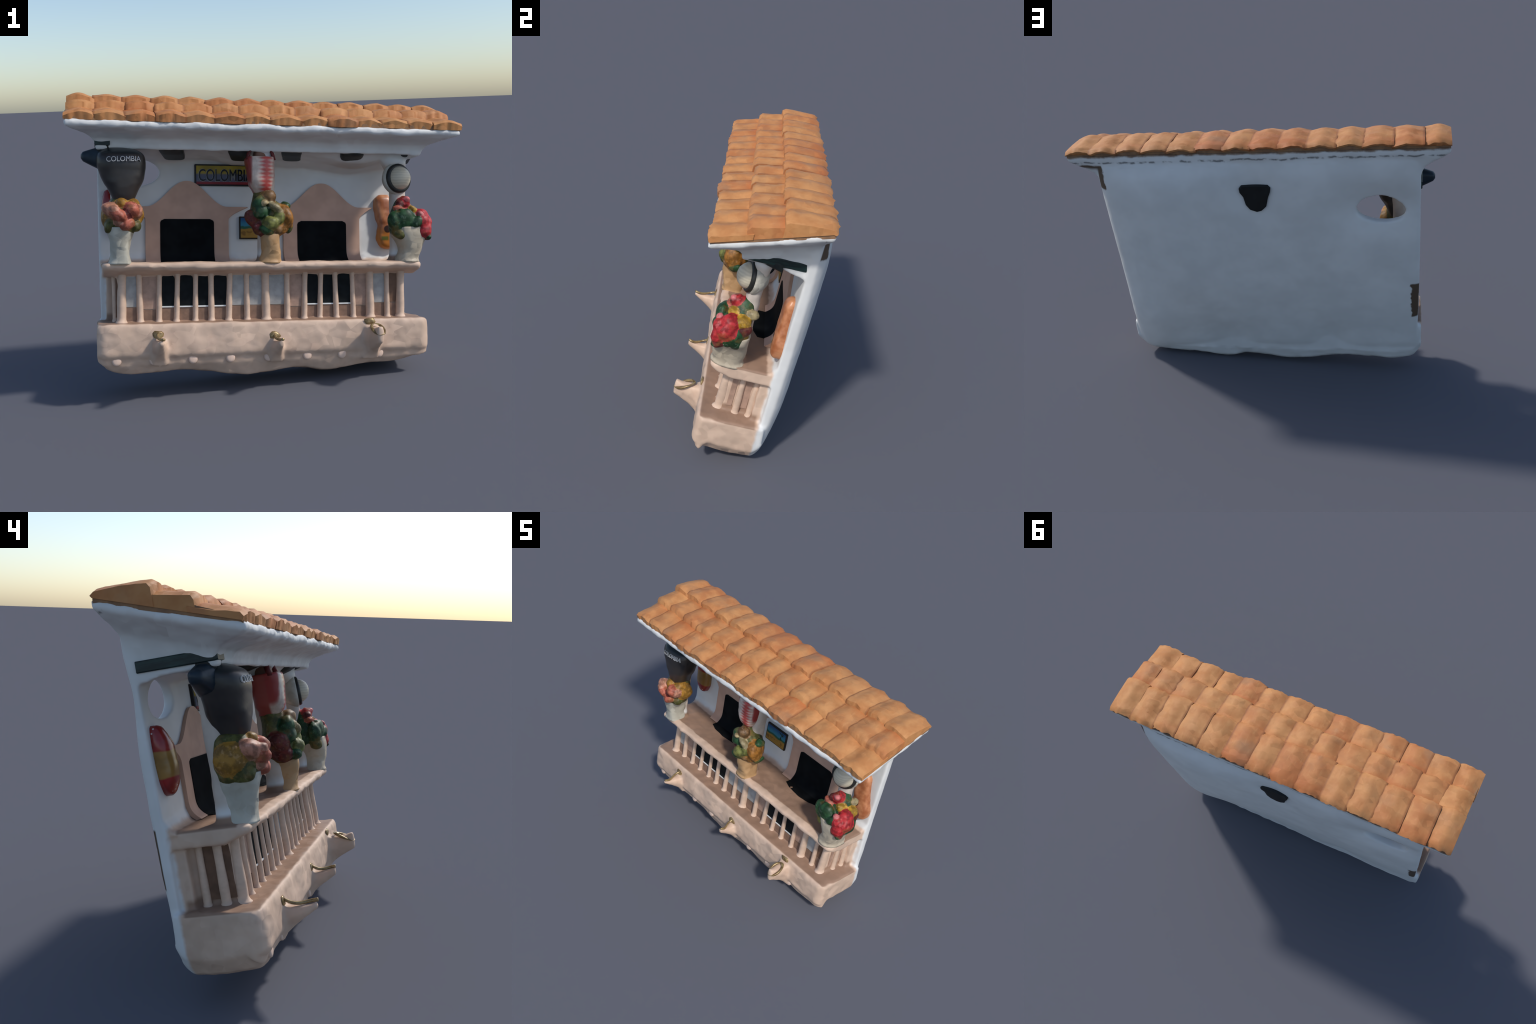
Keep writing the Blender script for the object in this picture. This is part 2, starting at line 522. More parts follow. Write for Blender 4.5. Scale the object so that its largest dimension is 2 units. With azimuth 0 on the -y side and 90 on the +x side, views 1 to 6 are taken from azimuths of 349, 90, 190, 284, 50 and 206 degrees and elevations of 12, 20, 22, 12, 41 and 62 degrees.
# --------------------------------------------------------------------------
# roof tiles : three overlapping courses of fourteen
# --------------------------------------------------------------------------
RXL, RXR = -1.096, 0.909
COURSES = [  # front y, back y, crest z at front, crest z at back, shift
    (-0.457, -0.270, 1.308, 1.364, 0.00),
    (-0.305, -0.120, 1.390, 1.432, 0.25),
    (-0.160, 0.068, 1.455, 1.467, 0.0)]
NT = 14
def build_tiles():
    roof = bpy.data.objects.new("roof", None); COL.objects.link(roof); roof.parent = root
    # clay bed below the tiles
    rings = []
    for i in range(61):
        x = RXL + 0.006 + (RXR - RXL - 0.012)*i/60
        sec = [(-.444, band_z(-.444)-.012), (-.446, 1.280), (-.30, 1.340), (-.28, 1.352), (-.155, 1.405), (-.14, 1.415), (.052, 1.445), (.056, band_z(.05)-.022)]
        rings.append([(x, y, z) for y, z in sec])
    m = Mat("tile_bed_clay", 0.7, 0.2)
    c = m.mix(m.ramp(m.noise(20.0), 0.35, 0.65), (0.30, 0.165, 0.085), (0.21, 0.12, 0.07))
    add_obj("tile_bed", *loft(rings), m.finish(c, 0.3), roof, smooth=False)
    for ci, (y0, y1, z0, z1, sh) in enumerate(COURSES):
        edges = [RXL]
        for k in range(1, NT):
            edges.append(RXL + (RXR-RXL)*(k + sh*0.3 + rng.uniform(-.06, .06))/NT)
        edges.append(RXR - (0.0, .004, .001)[ci])
        edges[0] += (0.0, .004, .001)[ci]
        for k in range(NT):
            xa, xb = edges[k], edges[k+1]
            first, last = k == 0, k == NT-1
            xa -= 0.006 if not first else 0; xb += 0.006 if not last else 0
            seed = rng.uniform(0, 50)
            jy = rng.uniform(-.006, .006); jz = rng.uniform(-.002, .002); tilt = rng.uniform(-.004, .002)
            nx, ny = 16, 12
            top = []; bot = []
            for j in range(ny+1):
                t = j/ny
                for i in range(nx+1):
                    s = -1 + 2*i/nx
                    x = xa + (xb-xa)*(s+1)/2
                    # rounded barrel, a little fuller on one side
                    prof = 0.5 + 0.5*math.cos(math.pi*s) if abs(s) > 0.5 else 0.5 + 0.5*math.cos(math.pi*s)*(1.0)
                    prof = 0.65*prof + 0.35*(1 - s*s)
                    rel = 0.015*prof - 0.011 + tilt*s
                    if (first and s < -0.4) or (last and s > 0.4):
                        rel -= 0.005*((abs(s)-0.4)/0.6)**2
                    y = y0 + jy + (y1-y0)*t
                    # tile lip: nose rounds down at the front, wear on the lip
                    nose = 0.012*max(0, 1 - t/0.07)**2
                    tail = 0.012*max(0, (t-0.9)/0.1)**2 if ci == 2 else 0.0
                    sag = -0.002*math.sin(math.pi*t) if ci < 2 else 0.004*math.sin(math.pi*t)
                    z = z0 + jz + (z1-z0)*t + rel - nose - tail + sag
                    p = Vector((x, y, z))
                    nz = noise.fractal(p*16 + Vector((seed, 0, 0)), 1, 2, 2)
                    z += 0.0045*nz
                    if j == 0: y += 0.007*noise.noise(Vector((x*45, seed, 0))) + 0.005*abs(s)**3
                    if j == ny and ci == 2: y += 0.010*noise.noise(Vector((x*45, seed, 3))) - 0.004*abs(s)**3
                    top.append((x, y, z))
                    base = band_z(y) - 0.004 if (ci == 0 or ci == 2 or first or last) else z - 0.05
                    if ci == 2 and not (first or last): base = min(z-0.012, band_z(y)+0.022)
                    if ci == 1: base = max(base, band_z(y)-0.004)
                    if ci == 0 and j == 0: y += 0.008
                    if ci == 2 and j == ny: y -= 0.006
                    bot.append((x, y, min(base, z - 0.008)))
            V = top + bot; M = (nx+1)*(ny+1); F = []
            q = lambda i, j: j*(nx+1)+i
            for j in range(ny):
                for i in range(nx):
                    F.append((q(i,j), q(i+1,j), q(i+1,j+1), q(i,j+1)))
                    F.append((M+q(i,j), M+q(i,j+1), M+q(i+1,j+1), M+q(i+1,j)))
            for i in range(nx):
                F.append((q(i,0), M+q(i,0), M+q(i+1,0), q(i+1,0)))
                F.append((q(i,ny), q(i+1,ny), M+q(i+1,ny), M+q(i,ny)))
            for j in range(ny):
                F.append((q(0,j), q(0,j+1), M+q(0,j+1), M+q(0,j)))
                F.append((q(nx,j), M+q(nx,j), M+q(nx,j+1), q(nx,j+1)))
            ob = add_obj("roof_tile", V, F, MAT_TILE_END if first or last else MAT_TILE, roof)
            ob.data.set_sharp_from_angle(angle=math.radians(50))
build_tiles()

# --------------------------------------------------------------------------
# balustrade
# --------------------------------------------------------------------------
MAT_BAL = plain("baluster_plaster", PINK, 0.6, 0.12, 18)
def build_balusters():
    # one mesh, shared
    rings = []
    for i in range(25):
        t = i/24
        z = 0.285 + 0.275*t
        flare = 1 + 0.9*max(0, 1-t/0.10)**2 + 0.7*max(0, (t-0.88)/0.12)**2 + 0.08*math.sin(t*7)
        rings.append([(0.0145*flare*math.cos(a), 0.017*flare*math.sin(a), z) for a in [2*math.pi*k/12 for k in range(12)]])
    V, F = loft(rings)
    first = add_obj("baluster", V, F, MAT_BAL)
    me = first.data
    front = [-.826, -.738, -.640, -.549, -.455, -.374, -.280, -.188, -.088, .027, .122, .208, .292, .387, .483, .580, .656]
    spots = [(x, -0.200) for x in front] + [(-.858, y) for y in (-.075, -.148)] + [(.682, y) for y in (-.048, -.120)]
    for k, (x, y) in enumerate(spots):
        ob = first if k == 0 else first.copy()
        if k: COL.objects.link(ob)
        ob.parent = root
        ob.location = (x, y, 0)
        ob.rotation_euler = (0, rng.uniform(-.04, .04), 0)
        w = rng.uniform(0.9, 1.12)
        if k in (0, 8, 14, 16): w = 1.5
        ob.scale = (w, w, 1)
        ob.location.x -= math.sin(ob.rotation_euler.y)*0.42
    # panes between them: what shows behind the railing
    dark = plain("dark_pane", (0.008, 0.010, 0.011), 0.7, 0.3, 20, 0.1)
    pale = plain("pale_pane", (0.33, 0.32, 0.305), 0.6, 0.15, 20)
    rosy = plain("rosy_pane", (0.36, 0.23, 0.17), 0.6, 0.18, 20)
    brown = plain("brown_pane", (0.14, 0.075, 0.045), 0.6, 0.2, 20)
    brown2 = plain("floor_pane", (0.21, 0.125, 0.085), 0.6, 0.2, 20)
    line = plain("white_sill", (0.7, 0.7, 0.68), 0.6)
    kinds = [pale, rosy, dark, dark, dark, dark, pale, pale, pale, rosy, dark, dark, dark, rosy, pale, brown]
    for k, mt in enumerate(kinds):
        xa, xb = front[k]+.012, front[k+1]-.012
        zb = 0.372 if mt is not rosy else 0.36
        zt = 0.540
        # arched head
        out = [(xa, zb), (xb, zb), (xb, zt-.03)] + [((xa+xb)/2 + (xb-xa)/2*math.cos(t), zt-.03+.026*math.sin(t)) for t in
               [math.pi*q/8 for q in range(1, 8)]] + [(xa, zt-.03)]
        V, F = loft([[(x, y, z) for x, z in out] for y in (-0.180, -0.2000)])
        ob = add_obj("pane", V, F, mt, smooth=False); fix_normals(ob.data)
        if mt is dark:
            V, F = box(xa, xb, -0.2030, -0.182, 0.366, 0.373)
            add_obj("sill", V, F, line, smooth=False)
        V, F = box(xa-.004, xb+.004, -.1985, -.182, .288, zb-.004)
        add_obj("pane", V, F, brown2, smooth=False)
    for y0, y1 in ((-.135, -.09), (-.19, -.165)):  # shadows in the side baluster gaps, built as darker plates
        V, F = box(-.8565, -.84, y0, y1, .32, .53); add_obj("pane", V, F, brown, smooth=False)
        V, F = box(.66, .6805, y0+.02, y1+.02, .33, .52); add_obj("pane", V, F, rosy, smooth=False)
build_balusters()

# --------------------------------------------------------------------------
# beam ends below the plinth, dark rafters, side beams
# --------------------------------------------------------------------------
def build_beams():
    mt = plain("beam_end_plaster", (0.64, 0.47, 0.375), 0.6, 0.08, 20)
    first = None
    for x in (-.855, -.674, -.480, -.290, -.094, .110, .297, .500):
        if first is None:
            V, F = loft([[(r*math.cos(t), y, r*1.1*math.sin(t)) for t in [2*math.pi*k/20 for k in range(20)]]
                         for y, r in ((0.05, .020), (-0.008, .024), (-0.013, .022), (-0.016, .014))])
            ob = first = add_obj("beam_end", V, F, mt); fix_normals(ob.data)
        else:
            ob = first.copy(); COL.objects.link(ob); ob.parent = root
        ob.location = (x, -0.274, 0.112)
    dk = plain("dark_timber", (0.017, 0.022, 0.021), 0.5, 0.4, 25, 0.4)
    m = Mat("green_black_timber", 0.45, 0.4)
    c = m.mix(m.ramp(m.noise(30, 3, 0.6, (1, .3, 2)), 0.4, 0.7), (0.006, 0.014, 0.014), (0.012, 0.035, 0.032))
    gm = m.finish(c, 0.3)
    def bar(x0, x1, pts, mat):
        rings = []
        for y, z in pts:
            h = 0.021
            rings.append([(x0, y, z-h+.004), (x0, y, z+h-.004), (x0+.003, y, z+h), (x1-.003, y, z+h), (x1, y, z+h-.004),
                          (x1, y, z-h+.004), (x1-.003, y, z-h), (x0+.003, y, z-h)])
        V, F = loft(rings); ob = add_obj("side_beam", V, F, mat); fix_normals(ob.data); ob.data.set_sharp_from_angle(angle=.6)
    bar(-.955, -.88, [(-.300, 1.192), (-.285, 1.190), (-.16, 1.192), (0.004, 1.194)], gm)
    bar(.70, .751, [(-.280, 1.180), (-.15, 1.180), (0.014, 1.184)], gm)
    # rafter ends peeping from the soffit
    for x, z, w, hh in [(-.585, 1.186, .062, .026), (-.235, 1.186, .055, .024), (.050, 1.190, .058, .024), (.380, 1.172, .066, .030), (.690, 1.186, .036, .024)]:
        rings = []
        for k, (y, dz, g) in enumerate([(-.288, .016, .55), (-.280, .010, .9), (-.25, .0, 1.0), (-.20, -.012, 1.0), (-.10, -.03, .9)]):
            ring = []
            for q in range(20):
                a = 2*math.pi*q/20; c, sn = math.cos(a), math.sin(a)
                px = x + g*w*math.copysign(abs(c)**.55, c) + .25*(y+.25); pz = z + dz + g*hh*math.copysign(abs(sn)**.55, sn)
                ring.append((px, y + .004*noise.noise(Vector((px*30, k, pz*30))), pz))
            rings.append(ring)
        ob = add_obj("rafter_end", *loft(rings), dk); fix_normals(ob.data)
build_beams()

# --------------------------------------------------------------------------
# doors, their painted surrounds, sign, painting
# --------------------------------------------------------------------------
def sweep_y(z, off):
    """front of the wall, sweeping out over the balcony floor near its foot"""
    off -= WALL_Y
    if z > 0.68: return -off
    t = (0.68 - z)/(0.68-0.599)
    return -off - 0.042*t**3.0
def floor_z(z): return z

def row_sheet(name, rows, off, mat, pool=None, nx=24):
    """sheet on the wall given by rows (z, left, right), thick as paint relief"""
    F = []; A = []; B = []
    for z, l, r in rows:
        for i in range(nx+1):
            x = l + (r-l)*i/nx
            y = sweep_y(z, off)
            A.append((x, y, z)); B.append((x, y+0.022, z-0.004))
    if pool:
        for (y, l, r) in pool:
            for i in range(nx+1):
                x = l+(r-l)*i/nx
                A.append((x, y, 0.6065+off*.3)); B.append((x, y, 0.590))
    m = len(A)//(nx+1); M = len(A); V = A+B
    q = lambda i, j: j*(nx+1)+i
    for j in range(m-1):
        for i in range(nx):
            F.append((q(i,j), q(i+1,j), q(i+1,j+1), q(i,j+1)))
            F.append((M+q(i,j), M+q(i,j+1), M+q(i+1,j+1), M+q(i+1,j)))
    for i in range(nx):
        F.append((q(i,0), M+q(i,0), M+q(i+1,0), q(i+1,0)))
        F.append((q(i,m-1), q(i+1,m-1), M+q(i+1,m-1), M+q(i,m-1)))
    for j in range(m-1):
        F.append((q(0,j), q(0,j+1), M+q(0,j+1), M+q(0,j)))
        F.append((q(nx,j), M+q(nx,j), M+q(nx,j+1), q(nx,j+1)))
    ob = add_obj(name, V, F, mat); fix_normals(ob.data)
    ob.data.set_sharp_from_angle(angle=math.radians(60))
    return ob

MAT_DOOR = plain("black_door_paint", (0.006, 0.007, 0.008), 0.8, 0.3, 12, 0.06)
m_ = Mat("salmon_paint", 0.6, 0.25)
MAT_SALMON = m_.finish(m_.tone((0.52, 0.33, 0.245), 0.09, 8), 0.15)
def build_doors():
    for cx, hw, top, pl, pr, tl, tr, arch in ((-.473, .145, .831, .223, .225, .30, .335, 1.037), (.279, .141, .822, .220, .220, .27, .300, 1.032)):
        rows = []
        def row(z):
            # pilasters, shoulders with pointed tips, bell-shaped gable
            if z <= 0.83: return (z, cx-pl, cx+pr)
            if z <= 0.898:
                t = ((z-0.83)/0.068)
                e = t**1.6
                return (z, cx-pl-(tl-pl)*e, cx+pr+(tr-pr)*e)
            t = (z-0.898)/(arch-0.898)
            w = math.acos(max(-1, min(1, 2*t-1)))/math.pi     # bell
            w = w*0.215 + 0.004
            return (z, cx-w, cx+w)
        zs = [0.599 + .012*k for k in range(19)] + [.834, .85, .866, .88, .890, .8975, .8985, .902, .908, .918, .93, .945, .96, .975, .99, 1.003, 1.014, 1.023, 1.029, arch-.004, arch-.001, arch]
        zs = sorted(set(z for z in zs if z <= arch))
        row_sheet("door_surround", [row(z) for z in zs], 0.017, MAT_SALMON)
        rows = []
        for k in range(26):
            z = 0.5995 + (top-0.5995)*k/25
            c = max(0, (z-(top-.022))/.022)
            inset = .022*(1-math.sqrt(max(0, 1-c*c)))
            rows.append((z, cx-hw+inset, cx+hw-inset))
        row_sheet("door", rows, 0.020, MAT_DOOR)
        # black paint run out onto the floor in front of the door
        V, F = [], []
        pts = [(cx-hw-.001, -.02), (cx-hw-.001, -.085), (cx-hw+.05, -.108), (cx, -.118), (cx+hw-.05, -.108), (cx+hw+.001, -.085), (cx+hw+.001, -.02)]
        V, F = loft([[(x, y, z - .10*max(0, 0)) for x, y in pts] for z in (0.582, 0.6005)])
        ob = add_obj("door_sill", V, F, MAT_DOOR); fix_normals(ob.data); ob.data.set_sharp_from_angle(angle=.7)
build_doors()

def plate(name, x0, x1, z0, z1, yf, yb, mat, bev=0.004):
    V, F = box(x0, x1, yf, yb, z0, z1)
    ob = add_obj(name, V, F, mat, smooth=False); fix_normals(ob.data)
    bm = bmesh.new(); bm.from_mesh(ob.data)
    bmesh.ops.bevel(bm, geom=list(bm.edges), offset=bev, segments=2, affect='EDGES', profile=0.5)
    bm.to_mesh(ob.data); bm.free()
    return ob

def lettering(name, text, width, height, mat, place, thick=0.0012, offset=0.0, space=1.0, parent=None):
    """built-in font letters as solid mesh; place(u, v, w) maps u,v in 0..1 of the word and w thickness"""
    cu = bpy.data.curves.new("tmp_text", 'FONT')
    cu.body = text; cu.size = 1.0; cu.extrude = 0.5; cu.offset = offset; cu.space_character = space
    cu.resolution_u = 3
    ob = bpy.data.objects.new("tmp_text", cu); COL.objects.link(ob)
    me = evaluated(ob); bpy.data.objects.remove(ob)
    # subdivide long edges so the word can follow a curved face
    bm = bmesh.new(); bm.from_mesh(me)
    bmesh.ops.triangulate(bm, faces=bm.faces)
    xs = [v.co.x for v in bm.verts]; ys = [v.co.y for v in bm.verts]
    x0, x1, y0, y1 = min(xs), max(xs), min(ys), max(ys)
    V = [place((v.co.x-x0)/(x1-x0), (v.co.y-y0)/(y1-y0), v.co.z) for v in bm.verts]
    F = [tuple(v.index for v in f.verts) for f in bm.faces]
    bm.free()
    return add_obj(name, V, F, mat, parent, smooth=False)

def build_sign():
    x0, x1, z0, z1 = -.430, -.098, 1.012, 1.130
    frame = plain("black_frame_paint", (0.012, 0.010, 0.012), 0.4)
    plate("sign_frame", x0, x1, z0, z1, -.005, .02, frame)
    m = Mat("flag_paint", 0.5, 0.3)
    yel = m.tone((0.32, 0.24, 0.03), 0.2, 14); blu = (0.10, 0.11, 0.16); red = m.tone((0.20, 0.018, 0.025), 0.15, 14)
    c = m.mix(m.ramp(m.z, 1.083, 1.070), yel, blu)
    c = m.mix(m.ramp(m.z, 1.036, 1.032), c, red)
    plate("sign", x0+.008, x1-.008, z0+.008, z1-.008, -.0075, .01, m.finish(c, .1), .003)
    white = plain("letter_edging", (0.42, 0.42, 0.40), 0.5)
    black = plain("letter_black", (0.004, 0.005, 0.008), 0.4)
    u0, u1, v0, v1 = x0+.022, x1-.014, 1.037, 1.102
    for nm, mt, off, yy, ex in (("letter_outline", white, 0.012, -.0085, .0030), ("lettering", black, 0.0, -.0105, .0), ("lettering", black, 0.0, -.0108, .0015)):
        lettering(nm, "COLOMBIA", 0, 0, mt, lambda u, v, w, yy=yy, ex=ex: (u0-ex+(u1-u0+2*ex)*u, yy - (w-.5)*-.0 + (-.0 if w > 0 else .004), v0-ex+(v1-v0+2*ex)*v), offset=off, space=0.98)
    # landscape painting by the right-hand door
    px0, px1, pz0, pz1 = -.188, -.006, .722, .846
    plate("painting_frame", px0, px1, pz0, pz1, -.003, .019, plain("dark_wood_frame", (0.02, 0.014, 0.01), 0.5), .003)
    m = Mat("landscape_paint", 0.5, 0.3)
    wz = m.math('ADD', m.z, m.math('MULTIPLY', m.math('SUBTRACT', m.noise(16), .5), .03))
    c = m.mix(m.ramp(wz, .84, .80), (0.018, 0.075, 0.20), (0.035, 0.20, 0.30))
    c = m.mix(m.ramp(wz, .796, .788), c, (0.02, 0.10, 0.06))
    c = m.mix(m.ramp(wz, .780, .772), c, (0.33, 0.185, 0.035))
    c = m.mix(m.math('MULTIPLY', m.ramp(m.noise(40), .5, .6), m.ramp(wz, .768, .76)), c, (0.20, 0.10, 0.02))
    plate("painting", px0+.007, px1-.007, pz0+.007, pz1-.007, -.0055, .01, m.finish(c, .1), .002)
    # little palm in the painting
    palm = plain("palm_paint", (0.012, 0.03, 0.02), 0.5)
    for k, (dx, dz, L, ang) in enumerate([(0, 0, .05, 1.45), (.004, .048, .028, .4), (.004, .048, .026, 2.6), (.004, .048, .022, 1.2), (.004, .05, .022, -.3)]):
        bx, bz = -.055+dx, .772+dz
        t = [(0, -.002), (L*.5, .003), (L, 0), (L*.5, -.004)]
        pts = [(bx+u*math.cos(ang)-v*math.sin(ang), bz+u*math.sin(ang)+v*math.cos(ang)) for u, v in t]
        V, F = loft([[(x, y, z) for x, z in pts] for y in (-.005, -.0068)])
        ob = add_obj("palm_frond" if k else "palm_trunk", V, F, palm, smooth=False); fix_normals(ob.data)
    # hanging slot at the back: its dark hollow modelled as a raised black plate
    prof = [(-.100, 1.098), (-.125, 1.104), (-.152, 1.128), (-.165, 1.175), (-.178, 1.205), (-.184, 1.232), (-.170, 1.247), (-.03, 1.249), (-.018, 1.235), (-.020, 1.212), (-.036, 1.185), (-.045, 1.14), (-.065, 1.112)]
    rings = [[(x, back_y(x, z)-.02, z) for x, z in prof], [(x, back_y(x, z)+.010, z) for x, z in prof],
             [((x+.1)*.9-.1, back_y(x, z)+.0095, (z-1.18)*.9+1.18) for x, z in prof], [((x+.1)*.5-.1, back_y(x, z)+.009, (z-1.18)*.5+1.18) for x, z in prof]]
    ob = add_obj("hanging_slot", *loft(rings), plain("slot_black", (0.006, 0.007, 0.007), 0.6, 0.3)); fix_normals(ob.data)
build_sign()

# --------------------------------------------------------------------------
# ornaments on the wall: guitar and red lantern
# --------------------------------------------------------------------------
def build_wall_ornaments():
    keys = [(0.664, .655, .690, -.015, .03), (0.675, .625, .720, -.032, .04), (0.71, .606, .738, -.042, .04), (0.76, .604, .738, -.042, .04),
            (0.80, .612, .722, -.038, .04), (0.835, .600, .712, -.036, .04), (0.87, .596, .706, -.034, .04), (0.91, .592, .696, -.030, .04),
            (0.95, .595, .690, -.026, .04), (0.972, .62, .675, -.012, .035)]
    m = Mat("guitar_wood", 0.4, 0.4, 0.1)
    c = m.mix(m.ramp(m.noise(14), .35, .65), (0.30, 0.095, 0.035), (0.50, 0.215, 0.10))
    c = m.mix(m.AND(m.ramp(m.z, .80, .76), m.ramp(m.x, .68, .66)), c, (0.48, 0.17, 0.03))
    gx = m.math('POWER', m.math('SUBTRACT', m.x, .655), 2.0); gz = m.math('POWER', m.math('SUBTRACT', m.z, .775), 2.0)
    rr = m.math('SQRT', m.math('ADD', gx, gz))
    c = m.mix(m.ramp(rr, .024, .018), c, (0.03, 0.012, 0.01))
    c = m.mix(m.AND(m.box(m.z, .712, .735, .006), m.box(m.x, .62, .66, .006)), c, (0.10, 0.11, 0.02))
    V, F = turned(keys, 44, 36, 3.0, 5.0, .006, 14)
    add_obj("guitar", V, F, m.finish(c, .1))
    keys = [(0.722, -.86, -.84, -.012, .02), (0.735, -.885, -.82, -.028, .03), (0.79, -.910, -.795, -.046, .035), (0.86, -.918, -.795, -.050, .035),
            (0.93, -.922, -.815, -.042, .035), (0.975, -.912, -.855, -.025, .03), (0.985, -.90, -.875, -.012, .02)]
    m = Mat("lantern_glaze", 0.25, 0.5, 0.2)
    wz = m.math('ADD', m.z, m.math('MULTIPLY', m.math('SUBTRACT', m.noise(9), .5), .02))
    red = m.tone((0.23, 0.012, 0.010), 0.25, 12)
    c = m.mix(m.box(wz, .790, .890, .004), red, m.tone((0.26, 0.135, 0.030), 0.2, 12))
    vo = m.n('ShaderNodeTexVoronoi'); vo.inputs['Scale'].default_value = 38; m.l(m.co, vo.inputs['Vector'])
    c = m.mix(m.AND(m.ramp(vo.outputs['Distance'], .16, .10), m.math('MAXIMUM', m.ramp(m.z, .935, .945), m.ramp(m.z, .775, .765))), c, (0.55, 0.45, 0.42))
    V, F = turned(keys, 36, 28, 2.2, 8.0, .003)
    add_obj("lantern", V, F, m.finish(c, .05))
build_wall_ornaments()

# --------------------------------------------------------------------------
# column ornaments
# --------------------------------------------------------------------------
def build_pots():
    def pot(keys, col, seed, power=2.6):
        m = Mat("pot_glaze", 0.5, 0.35)
        c = m.mix(m.ramp(m.noise(9), .35, .65), col, tuple(q*.82 for q in col))
        add_obj("flower_pot", *turned(keys, 24, 28, power, seed, .006, 14), m.finish(c, .15, facet=.3))
    pot([(0.585, -.893, -.772, -.318, -.160), (0.606, -.884, -.780, -.314, -.17), (0.65, -.880, -.788, -.318, -.18), (0.70, -.886, -.782, -.332, -.185), (0.735, -.897, -.770, -.345, -.185), (0.765, -.905, -.765, -.35, -.19)],
        (0.46, 0.44, 0.37), 1.0)
    pot([(0.585, -.140, -.008, -.306, -.17), (0.606, -.130, -.018, -.300, -.18), (0.65, -.123, -.024, -.312, -.18), (0.70, -.123, -.026, -.325, -.185), (0.735, -.125, -.022, -.325, -.185), (0.77, -.13, -.02, -.33, -.19)],
        (0.45, 0.27, 0.13), 2.0)
    pot([(0.585, .612, .750, -.308, -.13), (0.606, .624, .744, -.302, -.145), (0.65, .640, .752, -.315, -.15), (0.70, .622, .775, -.325, -.15), (0.735, .60, .795, -.33, -.15), (0.77, .60, .80, -.33, -.15)],
        (0.47, 0.40, 0.30), 3.0)

